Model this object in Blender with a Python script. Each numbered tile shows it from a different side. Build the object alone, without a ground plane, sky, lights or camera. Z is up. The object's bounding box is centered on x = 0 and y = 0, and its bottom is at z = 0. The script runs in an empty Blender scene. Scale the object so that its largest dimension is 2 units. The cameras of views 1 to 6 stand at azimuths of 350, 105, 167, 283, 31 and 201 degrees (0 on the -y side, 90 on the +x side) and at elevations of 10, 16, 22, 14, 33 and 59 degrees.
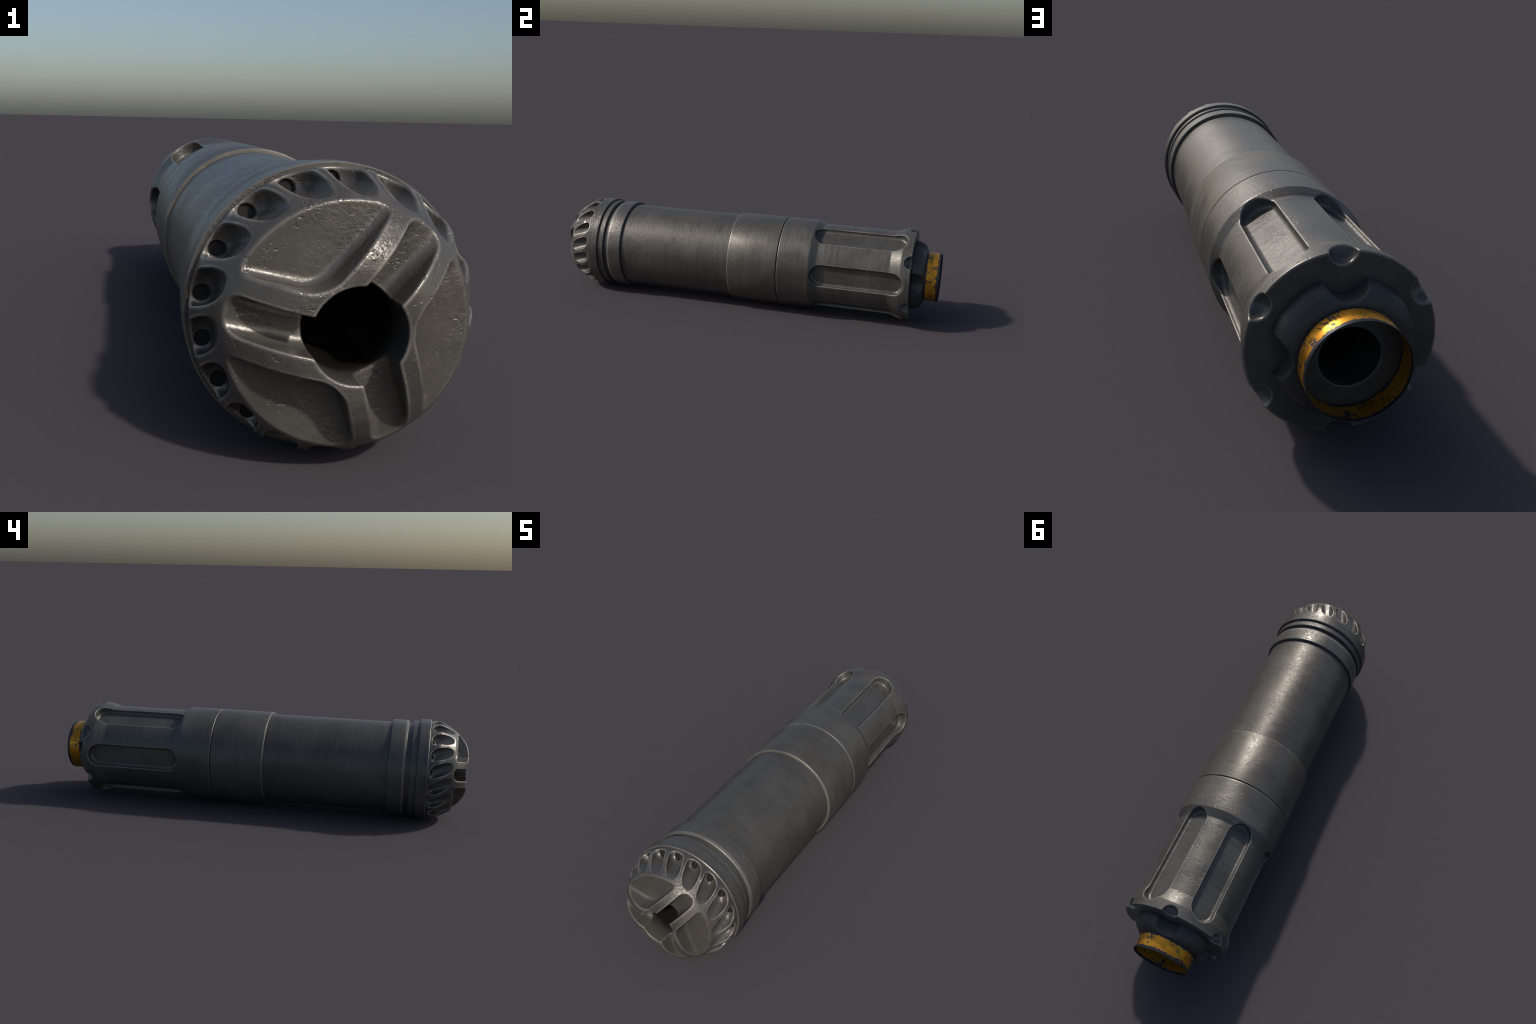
import bpy, math
import numpy as np

# ----------------------------------------------------------------------------
#  A fluted metal muzzle suppressor lying on its side; its axis runs along y.
#  Muzzle face at y = -1, rear thread ring at y = +1.  Lengths in metres.
# ----------------------------------------------------------------------------
R_MAX = 0.2365           # widest ring, the one that touches the ground
AXIS_Z = R_MAX
BORE = 0.072

# ---------------------------------------------------------------- sdf helpers
def smax(a, b, k):
    """maximum of two distances with the joint edge rounded over about k"""
    h = np.maximum(k - np.abs(a - b), 0.0) / k
    return np.maximum(a, b) + h * h * k * 0.25

def round_max(a, b, r):
    """intersection whose convex edge is an exact fillet of radius r"""
    return (np.hypot(np.maximum(a + r, 0), np.maximum(b + r, 0))
            + np.minimum(np.maximum(a, b) + r, 0) - r)

def plane_rt(r, y, p, q):
    """signed distance to the line p->q in the (r, y) half plane, + outside"""
    (r0, y0), (r1, y1) = p, q
    dr, dy = r1 - r0, y1 - y0
    n = math.hypot(dr, dy)
    return ((r - r0) * dy - (y - y0) * dr) / n

# ----------------------------------------------------- implicit surface mesher
def mesh_field(f, lo, hi, h):
    """surface nets over a field f(x, y, z), then vertices pulled onto f = 0"""
    lo, hi = np.array(lo, float), np.array(hi, float)
    n = np.ceil((hi - lo) / h).astype(int) + 1
    ax = [lo[i] + h * np.arange(n[i]) for i in range(3)]
    F = np.empty(n, np.float32)
    for j in range(n[1]):
        X, Zc = np.meshgrid(ax[0], ax[2], indexing="ij")
        F[:, j, :] = f(X, np.full_like(X, ax[1][j]), Zc)
    S = F < 0
    # cells with a sign change
    c = [S[a:n[0] - 1 + a, b:n[1] - 1 + b, d:n[2] - 1 + d]
         for a in (0, 1) for b in (0, 1) for d in (0, 1)]
    tot = sum(x.astype(np.int8) for x in c)
    act = (tot > 0) & (tot < 8)
    idx = -np.ones(act.shape, np.int64)
    cells = np.argwhere(act)
    idx[act] = np.arange(len(cells))
    # mean of edge crossings per active cell
    acc = np.zeros((len(cells), 3)); cnt = np.zeros(len(cells))
    i, j, k = cells.T
    corner = lambda a, b, d: F[i + a, j + b, k + d].astype(float)
    for axis in range(3):
        o = [t for t in range(3) if t != axis]
        for s in (0, 1):
            for t in (0, 1):
                a = [0, 0, 0]; a[o[0]] = s; a[o[1]] = t
                b = list(a); b[axis] = 1
                fa, fb = corner(*a), corner(*b)
                m = (fa < 0) != (fb < 0)
                w = np.where(m, fa / np.where(m, fa - fb, 1), 0)
                p = np.array(a, float)[None] + np.eye(3)[axis][None] * w[:, None]
                acc[m] += p[m]; cnt[m] += 1
    V = lo + h * (cells + acc / cnt[:, None])
    # pull onto the surface
    e = h * 0.25
    for _ in range(4):
        x, y, z = V.T
        g = np.stack([f(x + e, y, z) - f(x - e, y, z),
                      f(x, y + e, z) - f(x, y - e, z),
                      f(x, y, z + e) - f(x, y, z - e)], -1) / (2 * e)
        d = f(x, y, z)
        st = -g * (d / np.maximum((g * g).sum(-1), 0.05))[:, None] * 0.8
        L = np.linalg.norm(st, axis=1, keepdims=True)
        V = V + st * np.minimum(1, 0.5 * h / np.maximum(L, 1e-12))
    # one quad per grid edge with a sign change
    Q = []
    for axis in range(3):
        o = [(axis + 1) % 3, (axis + 2) % 3]
        sl = [slice(1, n[t] - 1) for t in range(3)]
        sl[axis] = slice(0, n[axis] - 1)
        s2 = list(sl); s2[axis] = slice(1, n[axis])
        A, B = S[tuple(sl)], S[tuple(s2)]
        for flip in (False, True):
            m = (A & ~B) if not flip else (~A & B)
            e0 = np.argwhere(m) + np.array([sl[t].start for t in range(3)])
            if len(e0) == 0:
                continue
            def cid(da, db):
                q = e0.copy(); q[:, o[0]] += da; q[:, o[1]] += db
                return idx[q[:, 0], q[:, 1], q[:, 2]]
            quad = np.stack([cid(-1, -1), cid(0, -1), cid(0, 0), cid(-1, 0)], -1)
            Q.append(quad[:, ::-1] if flip else quad)
    return V, np.concatenate(Q)

ROOT = bpy.data.objects.new("suppressor", None)
ROOT.empty_display_size = 0.2
bpy.context.scene.collection.objects.link(ROOT)
ROOT["label"] = "dark worn metal gun suppressor with fluted ends and orange ring"
ROOT["category"] = "gun suppressor"

def make_object(name, V, faces, mats, slots=None, smooth_angle=None):
    me = bpy.data.meshes.new(name)
    V = np.asarray(V, float)
    faces = np.asarray(faces, np.int64)
    me.vertices.add(len(V)); me.vertices.foreach_set("co", V.ravel())
    me.loops.add(faces.size); me.loops.foreach_set("vertex_index", faces.ravel())
    me.polygons.add(len(faces))
    w = faces.shape[1]
    me.polygons.foreach_set("loop_start", np.arange(len(faces)) * w)
    me.polygons.foreach_set("loop_total", np.full(len(faces), w))
    for m in mats:
        me.materials.append(m)
    if slots is not None:
        me.polygons.foreach_set("material_index", np.asarray(slots, np.int32))
    me.polygons.foreach_set("use_smooth", np.ones(len(faces), bool))
    me.update(calc_edges=True); me.validate()
    if smooth_angle:
        me.set_sharp_from_angle(angle=smooth_angle)
    ob = bpy.data.objects.new(name, me)
    bpy.context.scene.collection.objects.link(ob)
    ob.parent = ROOT
    return ob

def lathe(name, prof, mats, seg=256, worn=(), closed=True):
    """ring of revolution about the axis; prof = [(y, r), ...], worn = indices
    of profile segments that get the second material"""
    m = len(prof)
    a = np.linspace(0, 2 * np.pi, seg, endpoint=False)
    P = np.array(prof)
    V = np.stack([P[:, 1][None] * np.sin(a)[:, None],
                  np.repeat(P[:, 0][None], seg, 0),
                  AXIS_Z + P[:, 1][None] * np.cos(a)[:, None]], -1).reshape(-1, 3)
    F, S = [], []
    for i in range(m if closed else m - 1):
        j = (i + 1) % m
        k = np.arange(seg); k2 = (k + 1) % seg
        F.append(np.stack([k * m + i, k * m + j, k2 * m + j, k2 * m + i], -1))
        S.append(np.full(seg, 1 if i in worn else 0))
    return make_object(name, V, np.concatenate(F), mats, np.concatenate(S),
                       math.radians(28))

# -------------------------------------------------------------------- materials
def new_mat(name):
    m = bpy.data.materials.new(name); m.use_nodes = True
    nt = m.node_tree; nt.nodes.clear()
    out = nt.nodes.new("ShaderNodeOutputMaterial")
    b = nt.nodes.new("ShaderNodeBsdfPrincipled")
    nt.links.new(b.outputs[0], out.inputs[0])
    return m, nt, b

class N:
    """small wrapper that keeps the node graphs readable"""
    def __init__(self, nt):
        self.nt = nt
        tc = nt.nodes.new("ShaderNodeTexCoord")
        mp = nt.nodes.new("ShaderNodeMapping")
        mp.inputs["Location"].default_value = (0, 0, -AXIS_Z)
        nt.links.new(tc.outputs["Object"], mp.inputs[0])
        self.co = mp.outputs[0]
    def put(self, sock, v):
        if isinstance(v, (int, float)):
            sock.default_value = v
        elif isinstance(v, tuple):
            sock.default_value = v if len(v) == len(sock.default_value) else (*v, 1)
        else:
            self.nt.links.new(v, sock)
    def scaled(self, s):
        n = self.nt.nodes.new("ShaderNodeMapping")
        n.inputs["Scale"].default_value = s
        self.nt.links.new(self.co, n.inputs[0])
        return n.outputs[0]
    def noise(self, scale, detail=4, rough=0.55, co=None, dist=0.0):
        n = self.nt.nodes.new("ShaderNodeTexNoise")
        n.inputs["Scale"].default_value = scale
        n.inputs["Detail"].default_value = detail
        n.inputs["Roughness"].default_value = rough
        n.inputs["Distortion"].default_value = dist
        self.nt.links.new(co if co is not None else self.co, n.inputs["Vector"])
        return n.outputs["Fac"]
    def voronoi(self, scale, co=None):
        n = self.nt.nodes.new("ShaderNodeTexVoronoi")
        n.inputs["Scale"].default_value = scale
        self.nt.links.new(co if co is not None else self.co, n.inputs["Vector"])
        return n.outputs["Distance"]
    def rng(self, v, a, b, c=0.0, d=1.0):
        n = self.nt.nodes.new("ShaderNodeMapRange")
        n.interpolation_type = "SMOOTHSTEP"
        for s, x in zip(n.inputs[:5], (v, a, b, c, d)):
            self.put(s, x)
        return n.outputs[0]
    def math(self, op, a, b=0.0):
        n = self.nt.nodes.new("ShaderNodeMath"); n.operation = op
        self.put(n.inputs[0], a); self.put(n.inputs[1], b)
        return n.outputs[0]
    def mix(self, f, a, b):
        n = self.nt.nodes.new("ShaderNodeMix"); n.data_type = "RGBA"
        self.put(n.inputs[0], f); self.put(n.inputs[6], a); self.put(n.inputs[7], b)
        return n.outputs[2]
    def pointiness(self):
        return self.nt.nodes.new("ShaderNodeNewGeometry").outputs["Pointiness"]
    def edge(self, radius):
        """0 on open surface, rising towards edges that a bevel would round"""
        b = self.nt.nodes.new("ShaderNodeBevel"); b.samples = 6
        b.inputs["Radius"].default_value = radius
        geo = self.nt.nodes.new("ShaderNodeNewGeometry")
        d = self.nt.nodes.new("ShaderNodeVectorMath"); d.operation = "DOT_PRODUCT"
        self.nt.links.new(b.outputs[0], d.inputs[0])
        self.nt.links.new(geo.outputs["Normal"], d.inputs[1])
        return self.math("SUBTRACT", 1.0, d.outputs["Value"])
    def xyz(self):
        n = self.nt.nodes.new("ShaderNodeSeparateXYZ")
        self.nt.links.new(self.co, n.inputs[0])
        return n.outputs
    def bump(self, h, strength, dist, normal=None):
        n = self.nt.nodes.new("ShaderNodeBump")
        n.inputs["Strength"].default_value = strength
        n.inputs["Distance"].default_value = dist
        self.nt.links.new(h, n.inputs["Height"])
        if normal is not None:
            self.nt.links.new(normal, n.inputs["Normal"])
        return n.outputs[0]

def metal(name, dark, light, rough=(0.36, 0.5), streak=0.5, pits=0.6, wear=None,
          wear_col=(0.38, 0.35, 0.31), metallic=0.44, tint=(0.155, 0.132, 0.105), spec=0.3, painted_bore_shade=False):
    """worn machined steel: lathe streaks round the axis, mottling, pits, worn edges"""
    m, nt, b = new_mat(name)
    g = N(nt)
    st = g.noise(1.0, 5, 0.6, g.scaled((7.0, 62.0, 7.0)))
    st2 = g.noise(1.0, 4, 0.6, g.scaled((18.0, 190.0, 18.0)))
    mot = g.noise(5.0, 6, 0.6, dist=0.6)
    fine = g.noise(60.0, 4, 0.6)
    f = g.math("ADD", g.math("MULTIPLY", g.math("ADD", g.math("MULTIPLY", st, 0.6),
               g.math("MULTIPLY", st2, 0.4)), streak), g.math("MULTIPLY", mot, 1 - streak))
    f = g.math("ADD", g.math("MULTIPLY", f, 0.85), g.math("MULTIPLY", fine, 0.15))
    f = g.rng(f, 0.34, 0.66)
    col = g.mix(f, dark, light)
    stain = g.rng(g.noise(3.2, 5, 0.65, dist=1.2), 0.56, 0.74, 0.0, 0.35)
    col = g.mix(stain, col, tint)
    if wear:
        # edges rubbed pale, broken up by the grain
        brk = g.rng(g.noise(28.0, 4, 0.6), 0.34, 0.58, 0.5, 1.0)
        e = g.rng(g.edge(wear), 0.002, 0.055, 0.0, 0.95)
        w = g.math("MULTIPLY", e, brk)
        col = g.mix(w, col, wear_col)
    if painted_bore_shade:
        # shadow inside the bore painted into the colour, blacker with depth
        x, y, z = g.xyz()
        rr = g.math("SQRT", g.math("ADD", g.math("MULTIPLY", x, x), g.math("MULTIPLY", z, z)))
        k = g.math("MULTIPLY", g.rng(rr, 0.0735, 0.0765, 1.0, 0.0),
                   g.rng(g.math("ADD", y, g.math("MULTIPLY", mot, 0.03)), -0.965, -0.895))
        col = g.mix(k, col, (0.012, 0.0115, 0.011))
        metallic_in = g.rng(k, 0.0, 1.0, metallic, 0.0)
    g.put(b.inputs["Base Color"], col)
    b.inputs["Metallic"].default_value = metallic
    if painted_bore_shade:
        g.put(b.inputs["Metallic"], metallic_in)
    b.inputs["Specular IOR Level"].default_value = spec
    ro = g.rng(g.math("ADD", g.math("MULTIPLY", mot, 0.6), g.math("MULTIPLY", st, 0.4)),
               0.35, 0.65, rough[0], rough[1])
    ro = g.math("ADD", ro, g.math("MULTIPLY", g.math("SUBTRACT", g.noise(110.0, 3, 0.6), 0.5), 0.35))
    g.put(b.inputs["Roughness"], ro)
    # relief: grain, shallow lathe lines, patches of pits
    patch = g.rng(g.noise(5.0, 4, 0.6), 0.44, 0.62, 0.15, 1.0)
    grain = g.noise(150.0, 3, 0.55, dist=0.5)
    sparse = g.rng(g.noise(14.0, 3, 0.6), 0.53, 0.63)
    pit = g.math("MULTIPLY", sparse, g.rng(g.noise(105.0, 2, 0.5, dist=0.8), 0.55, 0.68, 0.0, -1.0))
    h = g.math("ADD", g.math("MULTIPLY", g.math("MULTIPLY", grain, patch), 0.8), g.math("MULTIPLY", pit, 0.5))
    nrm = g.bump(h, pits, 0.0022)
    nrm = g.bump(st2, 0.25 * streak + 0.02, 0.0012, nrm)
    g.put(b.inputs["Normal"], nrm)
    return m

STEEL_TUBE = metal("brushed_dark_steel", (0.080, 0.073, 0.064), (0.128, 0.118, 0.104), (0.33, 0.47), streak=0.5, pits=0.5)
STEEL_CAST = metal("cast_dark_steel", (0.092, 0.085, 0.076), (0.138, 0.128, 0.115), (0.25, 0.41),
                   streak=0.15, pits=0.85, wear=0.009, painted_bore_shade=True)
STEEL_REAR = metal("machined_dark_steel", (0.081, 0.076, 0.068), (0.132, 0.124, 0.111), (0.30, 0.46), streak=0.4,
                   pits=0.6, wear=0.0085)
STEEL_RING = metal("ring_dark_steel", (0.086, 0.080, 0.072), (0.130, 0.121, 0.109), (0.28, 0.42), streak=0.35, pits=0.95)
STEEL_EDGE = metal("worn_edge_steel", (0.15, 0.138, 0.122), (0.23, 0.213, 0.190), (0.34, 0.46), streak=0.3, pits=0.5)
STEEL_NUT = metal("darker_nut_steel", (0.056, 0.054, 0.051), (0.090, 0.087, 0.082), (0.4, 0.55), streak=0.3,
                  pits=0.4, wear=0.006, wear_col=(0.18, 0.172, 0.160))

def bore_material():
    m, nt, b = new_mat("near_black_matte")
    g = N(nt)
    g.put(b.inputs["Base Color"], g.mix(g.noise(20.0), (0.006, 0.006, 0.006), (0.02, 0.019, 0.018)))
    b.inputs["Roughness"].default_value = 0.85
    return m
NEAR_BLACK = bore_material()

def orange_paint():
    """chipped orange paint: bare dark steel along both rims and in scratches"""
    m, nt, b = new_mat("chipped_orange_paint")
    g = N(nt)
    y = g.xyz()[1]
    edge = g.math("MINIMUM", g.math("SUBTRACT", y, 0.924), g.math("SUBTRACT", 1.002, y))
    big = g.noise(26.0, 6, 0.65, dist=0.8)
    speck = g.noise(150.0, 4, 0.65)
    scr = g.noise(1.0, 3, 0.6, g.scaled((60.0, 22.0, 60.0)), 1.5)
    e = g.rng(edge, 0.003, 0.018, 0.30, 0.0)
    s = g.math("ADD", g.math("ADD", g.math("MULTIPLY", big, 0.42), g.math("MULTIPLY", speck, 0.38)),
               g.math("ADD", g.math("MULTIPLY", scr, 0.2), e))
    chip = g.rng(s, 0.535, 0.56)
    paint = g.mix(g.rng(g.noise(9.0, 4), 0.35, 0.65), (0.62, 0.24, 0.014), (0.74, 0.36, 0.032))
    col = g.mix(chip, paint, (0.05, 0.052, 0.058))
    g.put(b.inputs["Base Color"], col)
    g.put(b.inputs["Metallic"], g.rng(chip, 0.0, 1.0, 0.78, 0.7))
    g.put(b.inputs["Roughness"], g.rng(chip, 0.0, 1.0, 0.38, 0.45))
    g.put(b.inputs["Normal"], g.bump(chip, 0.5, -0.0006))
    return m
PAINT = orange_paint()

# -------------------------------------------------------------------- end cap
SLOTS = (60.0, 180.0, 300.0)
SLOT_TILT = 12.4         # slots lean off the radius
SLOT_HALF = 0.029
SLOT_FLOOR = -0.936
WEB = 0.060              # slot centre line to pocket wall
POCKET_FLOOR = -0.938
FLUTE_N, FLUTE_R, FLUTE_C = 18, 0.0298, 0.2236
FLUTE_END = -0.829
CAP_R = 0.2288

NOSE_R = np.linspace(0.0, 0.30, 1201)
NOSE_Y = np.interp(NOSE_R, [0.078, 0.098, 0.115, 0.133, 0.150, 0.166, 0.178, 0.188, 0.205, 0.2288, 0.30],
                   [-1.0, -0.9980, -0.9928, -0.9850, -0.9735, -0.9610, -0.9495, -0.9380, -0.9100, -0.8645, -0.7275])
_k = np.hanning(97); _k /= _k.sum()
NOSE_Y = np.convolve(np.pad(NOSE_Y, 48, mode="reflect", reflect_type="odd"), _k, mode="valid")
NOSE_S = np.gradient(NOSE_Y, NOSE_R)

def cap_field(x, y, z):
    z = z - AXIS_Z
    r = np.hypot(x, z)
    th = np.degrees(np.arctan2(z, x))
    # turned blank: domed nose, shoulder, cylinder
    nose = np.interp(r, NOSE_R, NOSE_Y)
    d = (nose - y) / np.sqrt(1 + np.interp(r, NOSE_R, NOSE_S) ** 2)
    d = smax(d, r - CAP_R, 0.005)
    d = np.maximum(d, y + 0.775)
    # bore
    d = smax(d, BORE - r, 0.003)
    # slots and pockets, three-fold
    side = []
    for a in SLOTS:
        A, B = math.radians(a), math.radians(a - SLOT_TILT)
        px, pz = x - 0.07 * math.cos(A), z - 0.07 * math.sin(A)
        t = px * math.cos(B) + pz * math.sin(B)
        s = -px * math.sin(B) + pz * math.cos(B)
        side.append(s)
        c = round_max(np.abs(s) - SLOT_HALF, y - SLOT_FLOOR, 0.021)
        c = np.maximum(c, -(t + 0.035))
        d = smax(d, -c, 0.0028)
    for i in range(3):
        w = round_max(WEB - side[i], WEB + side[(i + 1) % 3], 0.028)
        c = round_max(w, y - POCKET_FLOOR, 0.015)
        d = smax(d, -c, 0.003)
    # spiral flutes round the shoulder, each with a small near-black recess at its end
    step = 360.0 / FLUTE_N
    lead = 2.0 + 95.0 * (y + 0.93)
    ph = np.radians((th - lead + step / 2) % step - step / 2)
    u, v = r * np.sin(ph), r * np.cos(ph) - FLUTE_C
    c = round_max(np.abs(u) - FLUTE_R, -FLUTE_R - v, 0.0235)
    c = round_max(c, y - FLUTE_END, 0.024)
    c2 = np.maximum(np.hypot(u, v + 0.013) - 0.0125, y + 0.823)
    d = smax(d, -c, 0.0018)
    d = smax(d, -c2, 0.003)
    return d

H = 0.0019
V, Q = mesh_field(cap_field, (-0.236, -1.008, AXIS_Z - 0.236), (0.236, -0.767, AXIS_Z + 0.236), H)
C = V[Q].mean(1)
cz = C[:, 2] - AXIS_Z
cr = np.hypot(C[:, 0], cz)
lead = 2.0 + 95.0 * (C[:, 1] + 0.93)
cph = np.radians((np.degrees(np.arctan2(cz, C[:, 0])) - lead + 10.0) % 20.0 - 10.0)
in_dark_spot = (np.hypot(cr * np.sin(cph), cr * np.cos(cph) - FLUTE_C + 0.013) < 0.0135) & (C[:, 1] > FLUTE_END - 0.012)
make_object("end_cap", V, Q, [STEEL_CAST, NEAR_BLACK], in_dark_spot & (C[:, 1] < -0.778))

# ------------------------------------------------------------------ turned rings
lathe("cap_ring", [(-0.8195, 0.205), (-0.8195, 0.2340), (-0.8168, R_MAX), (-0.7725, R_MAX), (-0.7695, 0.2345),
                   (-0.7695, 0.205)], [STEEL_RING, STEEL_EDGE], worn=(1,))
lathe("spacer_ring", [(-0.7690, 0.200), (-0.7690, 0.2260), (-0.7675, 0.2272), (-0.7400, 0.2272), (-0.7380, 0.2255),
                      (-0.7375, 0.2150), (-0.7150, 0.2150), (-0.7150, 0.200)], [STEEL_RING, STEEL_EDGE])
lathe("clamp_ring", [(-0.7165, 0.2165), (-0.7165, 0.2235), (-0.7145, 0.2255), (-0.7040, 0.2284), (-0.6440, 0.2286), (-0.6415, 0.2270),
                     (-0.6415, 0.2165)], [STEEL_RING, STEEL_EDGE], worn=(1, 2, 4))

# ------------------------------------------------------------------ main tube
lathe("tube", [(-0.650, 0.150), (-0.650, 0.2164), (-0.045, 0.2172), (-0.045, 0.150)],
      [STEEL_TUBE, STEEL_EDGE])
lathe("sleeve", [(-0.0500, 0.2172), (-0.0500, 0.2235), (-0.0480, 0.2262), (-0.0440, 0.2276), (0.2040, 0.2278),
                 (0.2062, 0.2262), (0.2062, 0.2172)], [STEEL_TUBE, STEEL_EDGE], worn=(0, 1, 2))

# ------------------------------------------------------------------ rear mount
WIN_FLOOR, WIN_HALF = 0.1862, 0.0537
WIN_Y0, WIN_Y1 = 0.377, 0.839
PROF_Y = np.linspace(0.15, 0.95, 1601)
PROF_R = np.interp(PROF_Y, [0.371, 0.406, 0.766, 0.820], [0.2282, 0.2118, 0.2122, 0.2288])
K = np.hanning(21); K /= K.sum()
PROF_R = np.convolve(np.pad(PROF_R, 10, mode="edge"), K, mode="valid")

def rear_field(x, y, z):
    z = z - AXIS_Z
    r = np.hypot(x, z)
    th = np.degrees(np.arctan2(z, x))
    d = (r - np.interp(y, PROF_Y, PROF_R)) * 0.95
    d = smax(d, 0.2095 - y, 0.004)
    d = smax(d, y - 0.868, 0.0035)
    # six long round-ended recesses
    ph = np.radians((th + 30.0) % 60.0 - 30.0)
    n, u = r * np.cos(ph), r * np.sin(ph)
    half = (WIN_Y1 - WIN_Y0) / 2
    yc = (WIN_Y1 + WIN_Y0) / 2
    st = np.hypot(u, np.maximum(np.abs(y - yc) - (half - WIN_HALF), 0)) - WIN_HALF
    d = smax(d, -round_max(st, WIN_FLOOR - n, 0.014), 0.0032)
    # ball scoops in the flange between them
    ph = np.radians(th % 60.0 - 30.0)
    n, u = r * np.cos(ph), r * np.sin(ph)
    ball = np.sqrt((n - 0.2290) ** 2 + u * u + (y - 0.868) ** 2) - 0.0335
    d = smax(d, -ball, 0.0035)
    return smax(d, 0.1285 - r, 0.002)

V, Q = mesh_field(rear_field, (-0.235, 0.203, AXIS_Z - 0.235), (0.235, 0.876, AXIS_Z + 0.235), 0.0027)
make_object("rear_mount", V, Q, [STEEL_REAR])

# ------------------------------------------------------------------ lock nut
def nut_field(x, y, z):
    z = z - AXIS_Z
    r = np.hypot(x, z)
    th = np.degrees(np.arctan2(z, x))
    e = np.hypot(np.maximum(r - 0.1215, 0) / 0.050, np.maximum(y - 0.872, 0) / 0.058)
    d = (e - 1) * 0.05
    d = np.maximum(d, 0.8685 - y)
    ph = np.radians((th + 45.0) % 90.0 - 45.0)
    c = np.hypot(r * np.cos(ph) - 0.1878, r * np.sin(ph)) - 0.0568
    d = smax(d, -c, 0.004)
    d = np.minimum(d, np.maximum(r - 0.127, np.maximum(0.80 - y, y - 0.90)))
    return smax(d, BORE - r, 0.003)

V, Q = mesh_field(nut_field, (-0.18, 0.79, AXIS_Z - 0.18), (0.18, 0.936, AXIS_Z + 0.18), 0.0024)
make_object("lock_nut", V, Q, [STEEL_NUT])

# ------------------------------------------------------------------ painted ring
lathe("thread_ring", [(0.926, 0.1205), (0.926, 0.1216), (0.9992, 0.1216), (1.0, 0.1212), (0.9992, 0.1205)],
      [PAINT], seg=192)

# ------------------------------------------------------------------ bore liner
lathe("bore_liner", [(-0.797, 0.0735), (-0.797, 0.078), (0.795, 0.078), (0.795, 0.0735)], [NEAR_BLACK], seg=128)
